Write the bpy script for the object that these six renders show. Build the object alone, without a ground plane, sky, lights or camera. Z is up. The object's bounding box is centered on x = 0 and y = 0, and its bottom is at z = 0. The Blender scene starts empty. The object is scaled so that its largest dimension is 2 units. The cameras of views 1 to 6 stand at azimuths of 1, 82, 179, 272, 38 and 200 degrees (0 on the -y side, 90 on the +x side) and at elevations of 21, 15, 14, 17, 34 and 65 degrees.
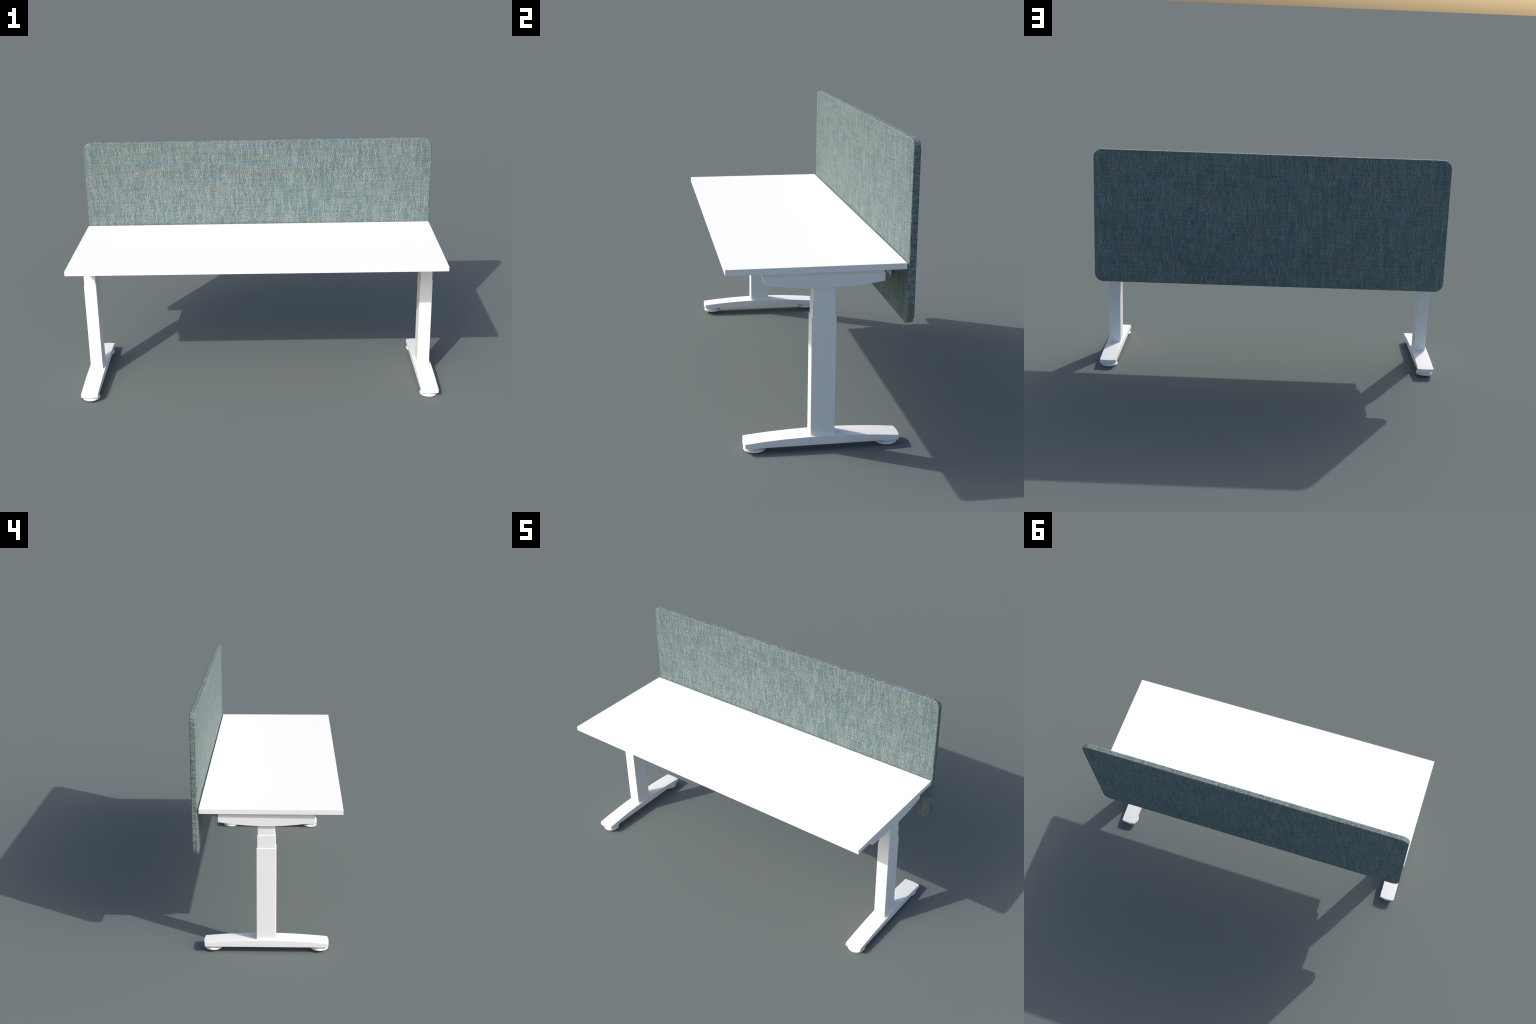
"""Height-adjustable office desk: white top on two T-shaped telescopic legs,
with an upholstered privacy screen clamped along its back edge.

The whole desk stands with a very slight lean (left side up), and the top and
the screen are turned a fraction of a degree on the leg frame.
"""
import math
import bpy
import bmesh
from mathutils import Vector

# ----------------------------------------------------------------------------
# sizes (metres), measured in the desk's own upright frame
# ----------------------------------------------------------------------------
LEAN = 0.00585            # lean of the whole desk about the y axis (radians)
TURN = -0.0063            # turn of top and screen about the z axis (radians)

TOP_SIZE = (1.9868, 0.7310, 0.0252)
TOP_CENTRE = (-0.0078, -0.0182, 0.7821)

SCREEN_W, SCREEN_H, SCREEN_T = 1.9872, 0.7575, 0.0305
SCREEN_CENTRE = (-0.0021, 0.3690, 0.9108)
SCREEN_CORNER = 0.048     # radius of the screen's four corners
SCREEN_EDGE = 0.0055      # roll of the cloth over the screen's edge

LEG_Y = 0.0115
LEGS_X = (0.9285, -0.9430)
COLUMNS = (               # (name, x size, y size, bottom z, top z)
    ("lower_column", 0.0690, 0.1030, 0.0500, 0.5752),
    ("middle_column", 0.0645, 0.0965, 0.5000, 0.6452),
    ("upper_column", 0.0600, 0.0905, 0.6000, 0.7080),
)

FOOT_W, FOOT_BULGE = 0.0930, 0.0055
FOOT_Y0, FOOT_Y1 = -0.3130, 0.3360
FOOT_Z0, FOOT_END_Z, FOOT_MID_Z = 0.0223, 0.0428, 0.0602

ARM_W = 0.0842
ARM_Y0, ARM_Y1 = -0.2340, 0.2570
ARM_TOP, ARM_END_Z, ARM_MID_Z = 0.7555, 0.7205, 0.7000


# ----------------------------------------------------------------------------
# small modelling helpers
# ----------------------------------------------------------------------------
def link(name, mesh, parent, loc=(0, 0, 0), rot=(0, 0, 0), mat=None):
    ob = bpy.data.objects.new(name, mesh)
    bpy.context.scene.collection.objects.link(ob)
    ob.parent = parent
    ob.location = loc
    ob.rotation_euler = rot
    flat = ob.modifiers.new("flat_faces", 'WEIGHTED_NORMAL')
    flat.keep_sharp = True
    flat.weight = 80
    if mat is not None and not mesh.materials:
        mesh.materials.append(mat)
    return ob


def finish(bm, name, angle=35.0):
    bmesh.ops.recalc_face_normals(bm, faces=bm.faces[:])
    me = bpy.data.meshes.new(name)
    bm.to_mesh(me)
    bm.free()
    me.polygons.foreach_set("use_smooth", [True] * len(me.polygons))
    me.set_sharp_from_angle(angle=math.radians(angle))
    return me


def round_edges(bm, width, segments=2, min_angle=40.0):
    bm.normal_update()
    sharp = [e for e in bm.edges if len(e.link_faces) == 2
             and e.calc_face_angle(0.0) > math.radians(min_angle)]
    bmesh.ops.bevel(bm, geom=sharp, offset=width, segments=segments,
                    profile=0.5, affect='EDGES', clamp_overlap=True)


def block(name, sx, sy, z0, z1, upright_r, rim_r):
    """Box standing on z0 with rounded upright corners and softened rims."""
    bm = bmesh.new()
    bmesh.ops.create_cube(bm, size=1.0)
    for v in bm.verts:
        v.co = Vector((v.co.x * sx, v.co.y * sy, z0 + (v.co.z + 0.5) * (z1 - z0)))
    if upright_r > 0:
        up = [e for e in bm.edges
              if abs(e.verts[0].co.z - e.verts[1].co.z) > 0.5 * (z1 - z0)]
        bmesh.ops.bevel(bm, geom=up, offset=upright_r, segments=4, profile=0.5,
                        affect='EDGES')
    if rim_r > 0:
        round_edges(bm, rim_r)
    return finish(bm, name)


def arched_bar(name, width, y_ends, z_low, z_high, nx=10, ny=40):
    """Bar along y built as a closed grid; y_ends(x) gives its two ends at x,
    z_low(y) and z_high(y) give its underside and its upper side."""
    bm = bmesh.new()

    def sheet(zf, which):
        rows = []
        for i in range(nx + 1):
            x = width * (i / nx - 0.5)
            a, b = y_ends(x, which)
            rows.append([bm.verts.new((x, a + (b - a) * j / ny,
                                       zf(a + (b - a) * j / ny)))
                         for j in range(ny + 1)])
        for i in range(nx):
            for j in range(ny):
                bm.faces.new((rows[i][j], rows[i + 1][j],
                              rows[i + 1][j + 1], rows[i][j + 1]))
        return rows

    lo, hi = sheet(z_low, 0), sheet(z_high, 1)
    for i in range(nx):
        for j in (0, ny):
            bm.faces.new((lo[i][j], lo[i + 1][j], hi[i + 1][j], hi[i][j]))
    for j in range(ny):
        for i in (0, nx):
            bm.faces.new((lo[i][j], lo[i][j + 1], hi[i][j + 1], hi[i][j]))
    bmesh.ops.recalc_face_normals(bm, faces=bm.faces[:])
    round_edges(bm, 0.0012)
    return finish(bm, name)


def lathe(name, profile, steps=48):
    """Solid of revolution about z from (radius, z) pairs, bottom to top."""
    bm = bmesh.new()
    rings = []
    for r, z in profile:
        rings.append([bm.verts.new((r * math.cos(2 * math.pi * k / steps),
                                    r * math.sin(2 * math.pi * k / steps), z))
                      for k in range(steps)])
    for a, b in zip(rings, rings[1:]):
        for k in range(steps):
            n = (k + 1) % steps
            bm.faces.new((a[k], a[n], b[n], b[k]))
    bm.faces.new(rings[0][::-1])
    bm.faces.new(rings[-1])
    return finish(bm, name, 30.0)


def rounded_rectangle(w, h, r, steps=12):
    pts = []
    for cx, cz, start in ((w / 2 - r, h / 2 - r, 0), (-w / 2 + r, h / 2 - r, 90),
                          (-w / 2 + r, -h / 2 + r, 180), (w / 2 - r, -h / 2 + r, 270)):
        for k in range(steps + 1):
            a = math.radians(start + 90.0 * k / steps)
            pts.append((cx + r * math.cos(a), cz + r * math.sin(a)))
    return pts


def screen_mesh(name):
    """Upholstered board: rounded rectangle whose cloth rolls over the rim."""
    bm = bmesh.new()
    loops = []
    roll = 5
    half = SCREEN_T / 2
    for side in (-1, 1):
        for k in range(roll + 1):
            a = math.radians(90.0 * k / roll)
            t = a if side < 0 else math.radians(90) - a
            inset = SCREEN_EDGE * (1 - math.sin(t))
            y = side * (half - SCREEN_EDGE * (1 - math.cos(t)))
            ring = rounded_rectangle(SCREEN_W - 2 * inset, SCREEN_H - 2 * inset,
                                     SCREEN_CORNER - inset)
            loops.append([bm.verts.new((x, y, z)) for x, z in ring])
    n = len(loops[0])
    for a, b in zip(loops, loops[1:]):
        for k in range(n):
            m = (k + 1) % n
            bm.faces.new((a[k], a[m], b[m], b[k]))
    bm.faces.new(loops[0])
    bm.faces.new(loops[-1][::-1])
    return finish(bm, name, 50.0)


# ----------------------------------------------------------------------------
# materials
# ----------------------------------------------------------------------------
class Nodes:
    """Short-hand for wiring math nodes."""

    def __init__(self, name):
        self.mat = bpy.data.materials.new(name)
        self.mat.use_nodes = True
        self.tree = self.mat.node_tree
        self.bsdf = self.tree.nodes["Principled BSDF"]

    def new(self, kind, **props):
        node = self.tree.nodes.new(kind)
        for k, v in props.items():
            setattr(node, k, v)
        return node

    def put(self, value, socket):
        if isinstance(value, bpy.types.NodeSocket):
            self.tree.links.new(value, socket)
        else:
            socket.default_value = value

    def math(self, op, a, b=None, c=None):
        node = self.new("ShaderNodeMath", operation=op)
        for i, v in enumerate((a, b, c)):
            if v is not None:
                self.put(v, node.inputs[i])
        return node.outputs[0]

    def choose(self, mask, no, yes):
        """Number: yes where mask is 1, no where it is 0."""
        node = self.new("ShaderNodeMix", data_type='FLOAT')
        self.put(mask, node.inputs[0])
        self.put(no, node.inputs[2])
        self.put(yes, node.inputs[3])
        return node.outputs[0]

    def colour(self, mask, no, yes):
        node = self.new("ShaderNodeMix", data_type='RGBA')
        self.put(mask, node.inputs[0])
        self.put(no, node.inputs[6])
        self.put(yes, node.inputs[7])
        return node.outputs[2]

    def random(self, a, b, seed):
        xyz = self.new("ShaderNodeCombineXYZ")
        self.put(a, xyz.inputs[0])
        self.put(b, xyz.inputs[1])
        xyz.inputs[2].default_value = seed + 0.5
        noise = self.new("ShaderNodeTexWhiteNoise", noise_dimensions='3D')
        self.tree.links.new(xyz.outputs[0], noise.inputs["Vector"])
        return noise.outputs["Value"]

    def smooth(self, value, lo, hi):
        node = self.new("ShaderNodeMapRange", interpolation_type='SMOOTHSTEP')
        self.put(value, node.inputs[0])
        node.inputs[1].default_value = lo
        node.inputs[2].default_value = hi
        return node.outputs[0]


def white_paint(name, base, roughness, grain):
    """Matt white finish with the faintest mottling of its gloss."""
    n = Nodes(name)
    coord = n.new("ShaderNodeTexCoord")
    noise = n.new("ShaderNodeTexNoise")
    noise.inputs["Scale"].default_value = grain
    noise.inputs["Detail"].default_value = 3.0
    n.tree.links.new(coord.outputs["Object"], noise.inputs["Vector"])
    n.put(n.math('MULTIPLY_ADD', noise.outputs["Fac"], 0.1, roughness - 0.05),
          n.bsdf.inputs["Roughness"])
    n.bsdf.inputs["Base Color"].default_value = tuple(base) + (1,)
    n.bsdf.inputs["Specular IOR Level"].default_value = 0.06
    return n.mat


YARN_U, YARN_V = 0.00575, 0.00520      # warp and weft pitch of the cloth
BAND = 7.8                             # weft rows between slips of the pattern


def woven_cloth(name):
    """Coarse plain weave: beige warp over teal weft, the warp yarns light and
    dark in short runs, the pattern slipping sideways every few rows."""
    n = Nodes(name)
    coord = n.new("ShaderNodeTexCoord")
    pos = n.new("ShaderNodeSeparateXYZ")
    n.tree.links.new(coord.outputs["Object"], pos.inputs[0])
    geo = n.new("ShaderNodeNewGeometry")
    nor = n.new("ShaderNodeSeparateXYZ")
    n.tree.links.new(geo.outputs["Normal"], nor.inputs[0])
    px, py, pz = pos.outputs
    ax, ay, az = (n.math('ABSOLUTE', o) for o in nor.outputs)
    on_end = n.math('GREATER_THAN', ax, n.math('MAXIMUM', ay, az))
    on_rim = n.math('GREATER_THAN', az, n.math('MAXIMUM', ax, ay))

    # the cloth wraps the board: it runs the same way on both faces and
    # crosses the narrow sides
    face_u = n.math('MULTIPLY', px, n.math('SIGN', nor.outputs[1]))
    u = n.choose(on_end, n.choose(on_rim, face_u, px), pz)
    v = n.choose(n.math('MAXIMUM', on_end, on_rim), pz, py)

    cu = n.math('DIVIDE', u, YARN_U)
    cv = n.math('DIVIDE', v, YARN_V)
    row = n.math('FLOOR', cv)
    band = n.math('ADD', n.math('FLOOR', n.math('DIVIDE', row, BAND)),
                  n.math('FLOOR', n.math('DIVIDE', row, BAND * 2.3)))
    slip = n.math('SUBTRACT', n.math('MULTIPLY', n.math('FLOORED_MODULO', n.math('FLOOR', n.math('DIVIDE', row, 25.0)), 2.0), 0.5),
                  n.math('FLOORED_MODULO', band, 2.0))
    cs = n.math('ADD', cu, slip)
    col = n.math('FLOOR', cs)
    fu = n.math('ABSOLUTE', n.math('SUBTRACT', n.math('FRACT', cs), 0.5))
    fv = n.math('ABSOLUTE', n.math('SUBTRACT', n.math('FRACT', cv), 0.5))
    over = n.math('FLOORED_MODULO', n.math('ADD', col, row), 2.0)

    # light and dark runs of the warp, from single yarns to broad streaks
    short = n.math('ADD', row, n.math('MULTIPLY', n.random(col, 0.0, 31.0), 6.0))
    run = n.random(col, n.math('FLOOR', n.math('DIVIDE', short, 8.5)), 11.0)
    length = n.math('ADD', row, n.math('MULTIPLY', n.random(col, 0.0, 23.0), 60.0))
    yarn = n.random(col, n.math('FLOOR', n.math('DIVIDE', length, 26.0)), 7.0)
    streak = n.new("ShaderNodeTexNoise", noise_dimensions='2D')
    sv = n.new("ShaderNodeCombineXYZ")
    n.put(n.math('MULTIPLY', cs, YARN_U * 45.0), sv.inputs[0])
    n.put(n.math('MULTIPLY', v, 9.0), sv.inputs[1])
    n.tree.links.new(sv.outputs[0], streak.inputs["Vector"])
    streak.inputs["Scale"].default_value = 1.0
    streak.inputs["Detail"].default_value = 2.0
    tone = n.math('ADD', n.math('MULTIPLY', run, 0.44),
                  n.math('ADD', n.math('MULTIPLY', yarn, 0.38),
                         n.math('MULTIPLY', n.smooth(streak.outputs["Fac"], 0.32, 0.68), 0.18)))
    fleck = n.math('MULTIPLY_ADD', n.random(col, row, 41.0), 0.36, -0.18)
    tone = n.math('ADD', tone, fleck)
    warp = n.new("ShaderNodeValToRGB")
    n.put(tone, warp.inputs[0])
    ramp = warp.color_ramp
    ramp.elements[0].position, ramp.elements[0].color = 0.15, WARP_DARK + (1,)
    ramp.elements[1].position, ramp.elements[1].color = 0.85, WARP_LIGHT + (1,)
    mid = ramp.elements.new(0.45)
    mid.color = WARP_MID + (1,)

    # weft: steadier, with the odd darker length of yarn
    pick_run = n.math('FLOOR', n.math('DIVIDE', n.math('ADD', cu, n.math('MULTIPLY', n.random(row, 0.0, 5.0), 40.0)), 22.0))
    weft_tone = n.math('ADD', n.math('MULTIPLY', n.random(row, pick_run, 17.0), 0.75),
                       n.math('MULTIPLY', tone, 0.25))
    weft = n.colour(n.smooth(weft_tone, 0.0, 0.8), WEFT_DARK + (1,), WEFT_LIGHT + (1,))

    # a warp float is a narrow upright bead, a weft float fills its cell;
    # between them lies the darker gap
    bead = n.math('MULTIPLY', n.choose(n.math('MAXIMUM', on_end, on_rim), n.smooth(fu, 0.50, 0.12), n.smooth(fu, 0.62, 0.22)),
                  n.smooth(fv, 0.62, 0.25))
    pick = n.math('MULTIPLY', n.smooth(fv, 0.56, 0.10), n.smooth(fu, 0.75, 0.35))
    gap = n.choose(over, pick, bead)
    cloth = n.colour(over, weft, warp.outputs[0])
    n.put(n.colour(gap, GAP + (1,), cloth), n.bsdf.inputs["Base Color"])

    bump = n.new("ShaderNodeBump")
    bump.inputs["Strength"].default_value = 0.25
    bump.inputs["Distance"].default_value = 0.001
    n.put(gap, bump.inputs["Height"])
    n.put(bump.outputs[0], n.bsdf.inputs["Normal"])
    n.bsdf.inputs["Roughness"].default_value = 0.8
    n.bsdf.inputs["Specular IOR Level"].default_value = 0.45
    return n.mat


WARP_LIGHT = (0.558, 0.488, 0.366)
WARP_MID = (0.280, 0.252, 0.182)
WARP_DARK = (0.115, 0.120, 0.088)
WEFT_LIGHT = (0.143, 0.276, 0.324)
WEFT_DARK = (0.082, 0.158, 0.190)
GAP = (0.092, 0.157, 0.176)

LAMINATE = white_paint("white_laminate", (1.0, 1.0, 1.0), 0.55, 60.0)
METAL = white_paint("white_powder_coat", (0.985, 0.982, 0.974), 0.60, 400.0)
PLASTIC = white_paint("white_plastic", (1.0, 1.0, 1.0), 0.50, 150.0)
CLOTH = woven_cloth("woven_cloth")


# ----------------------------------------------------------------------------
# the desk
# ----------------------------------------------------------------------------
def build():
    desk = bpy.data.objects.new("desk", None)
    bpy.context.scene.collection.objects.link(desk)
    desk.empty_display_size = 0.2
    desk.rotation_euler = (0.0, LEAN, 0.0)
    desk.location = (0.0, 0.0, LEAN * (LEGS_X[0] - 0.0025 + 0.043))
    desk["label"] = "white height-adjustable desk with a teal woven privacy screen"
    desk["category"] = "office desk"

    # top: a laminate board with crisp edges
    sx, sy, sz = TOP_SIZE
    link("tabletop", block("tabletop", sx, sy, -sz / 2, sz / 2, 0.0, 0.0009), desk,
         TOP_CENTRE, (0, 0, TURN), LAMINATE)

    # feet: gently arched bars with convex ends, on two glides each
    mid_y = (FOOT_Y0 + FOOT_Y1) / 2
    half_y = (FOOT_Y1 - FOOT_Y0) / 2

    def foot_ends(x, which):
        out = FOOT_BULGE * (1 - (2 * x / FOOT_W) ** 2)
        return FOOT_Y0 - out - mid_y, FOOT_Y1 + out - mid_y

    foot = arched_bar("foot", FOOT_W, foot_ends, lambda y: FOOT_Z0,
                      lambda y: FOOT_MID_Z - (FOOT_MID_Z - FOOT_END_Z) * (y / half_y) ** 2)
    glide = lathe("glide", ((0.0430, 0.0), (0.0462, 0.0010), (0.0475, 0.0030),
                            (0.0475, 0.0058), (0.0462, 0.0085), (0.0430, 0.0102),
                            (0.0345, 0.0115), (0.0345, 0.0225)))

    # arms under the top: flat above, bellied below, front end leaning out
    arm_mid = (ARM_Y0 + ARM_Y1) / 2
    arm_half = (ARM_Y1 - ARM_Y0) / 2

    def arm_ends(x, which):
        lip = 0.0035 if which else 0.0
        return -arm_half - lip + 0.001, arm_half

    arm = arched_bar("support_arm", ARM_W, arm_ends,
                     lambda y: ARM_MID_Z + (ARM_END_Z - ARM_MID_Z) * (y / arm_half) ** 2,
                     lambda y: ARM_TOP, nx=2)
    plate = block("mounting_plate", ARM_W - 0.008, 2 * arm_half - 0.006,
                  ARM_TOP - 0.002, TOP_CENTRE[2] - TOP_SIZE[2] / 2 + 0.0008, 0.002, 0.0008)
    tubes = [block(nm, x, y, z0, z1, 0.0035, 0.0007) for nm, x, y, z0, z1 in COLUMNS]

    for x in LEGS_X:
        inner = -1.0 if x > 0 else 1.0
        f = link("foot", foot, desk, (x, mid_y, 0), mat=METAL)
        for y in (-0.2692, 0.2918):
            link("glide", glide, f, (inner * 0.0025, y - mid_y, 0), mat=PLASTIC)
        low = link(COLUMNS[0][0], tubes[0], desk, (x, LEG_Y, 0), mat=METAL)
        for (nm, *_), tube in zip(COLUMNS[1:], tubes[1:]):
            link(nm, tube, low, mat=METAL)
        a = link("support_arm", arm, desk, (x, arm_mid, 0), mat=METAL)
        link("mounting_plate", plate, a, mat=METAL)

    # rail between the two arms, hidden under the top
    rail = block("cross_beam", LEGS_X[0] - LEGS_X[1] - ARM_W + 0.006, 0.060, 0.715, 0.752, 0.0, 0.002)
    link("cross_beam", rail, desk, ((LEGS_X[0] + LEGS_X[1]) / 2, LEG_Y, 0), mat=METAL)

    # privacy screen along the back edge, on two gusseted brackets
    screen = link("privacy_screen", screen_mesh("privacy_screen"), desk,
                  SCREEN_CENTRE, (0, 0, TURN), CLOTH)
    top_under = TOP_CENTRE[2] - TOP_SIZE[2] / 2
    side = [(0.0, top_under + 0.0006), (0.0, 0.6775), (-0.0020, 0.6775), (-0.0090, 0.6830),
            (-0.0140, 0.6886), (-0.0215, 0.6968), (-0.0480, 0.7260), (-0.0820, top_under - 0.006),
            (-0.0820, top_under + 0.0006)]
    bm = bmesh.new()
    faces = []
    for sx in (-0.015, 0.015):
        faces.append([bm.verts.new((sx, y, z - SCREEN_CENTRE[2])) for y, z in side])
    bm.faces.new(faces[0])
    bm.faces.new(faces[1][::-1])
    for k in range(len(side)):
        m = (k + 1) % len(side)
        bm.faces.new((faces[0][k], faces[0][m], faces[1][m], faces[1][k]))
    bmesh.ops.recalc_face_normals(bm, faces=bm.faces[:])
    round_edges(bm, 0.0010)
    bracket = finish(bm, "screen_bracket")
    for x in (0.745, -0.660):
        link("screen_bracket", bracket, screen, (x, -SCREEN_T / 2 - 0.0055, 0), mat=METAL)
    return desk


build()
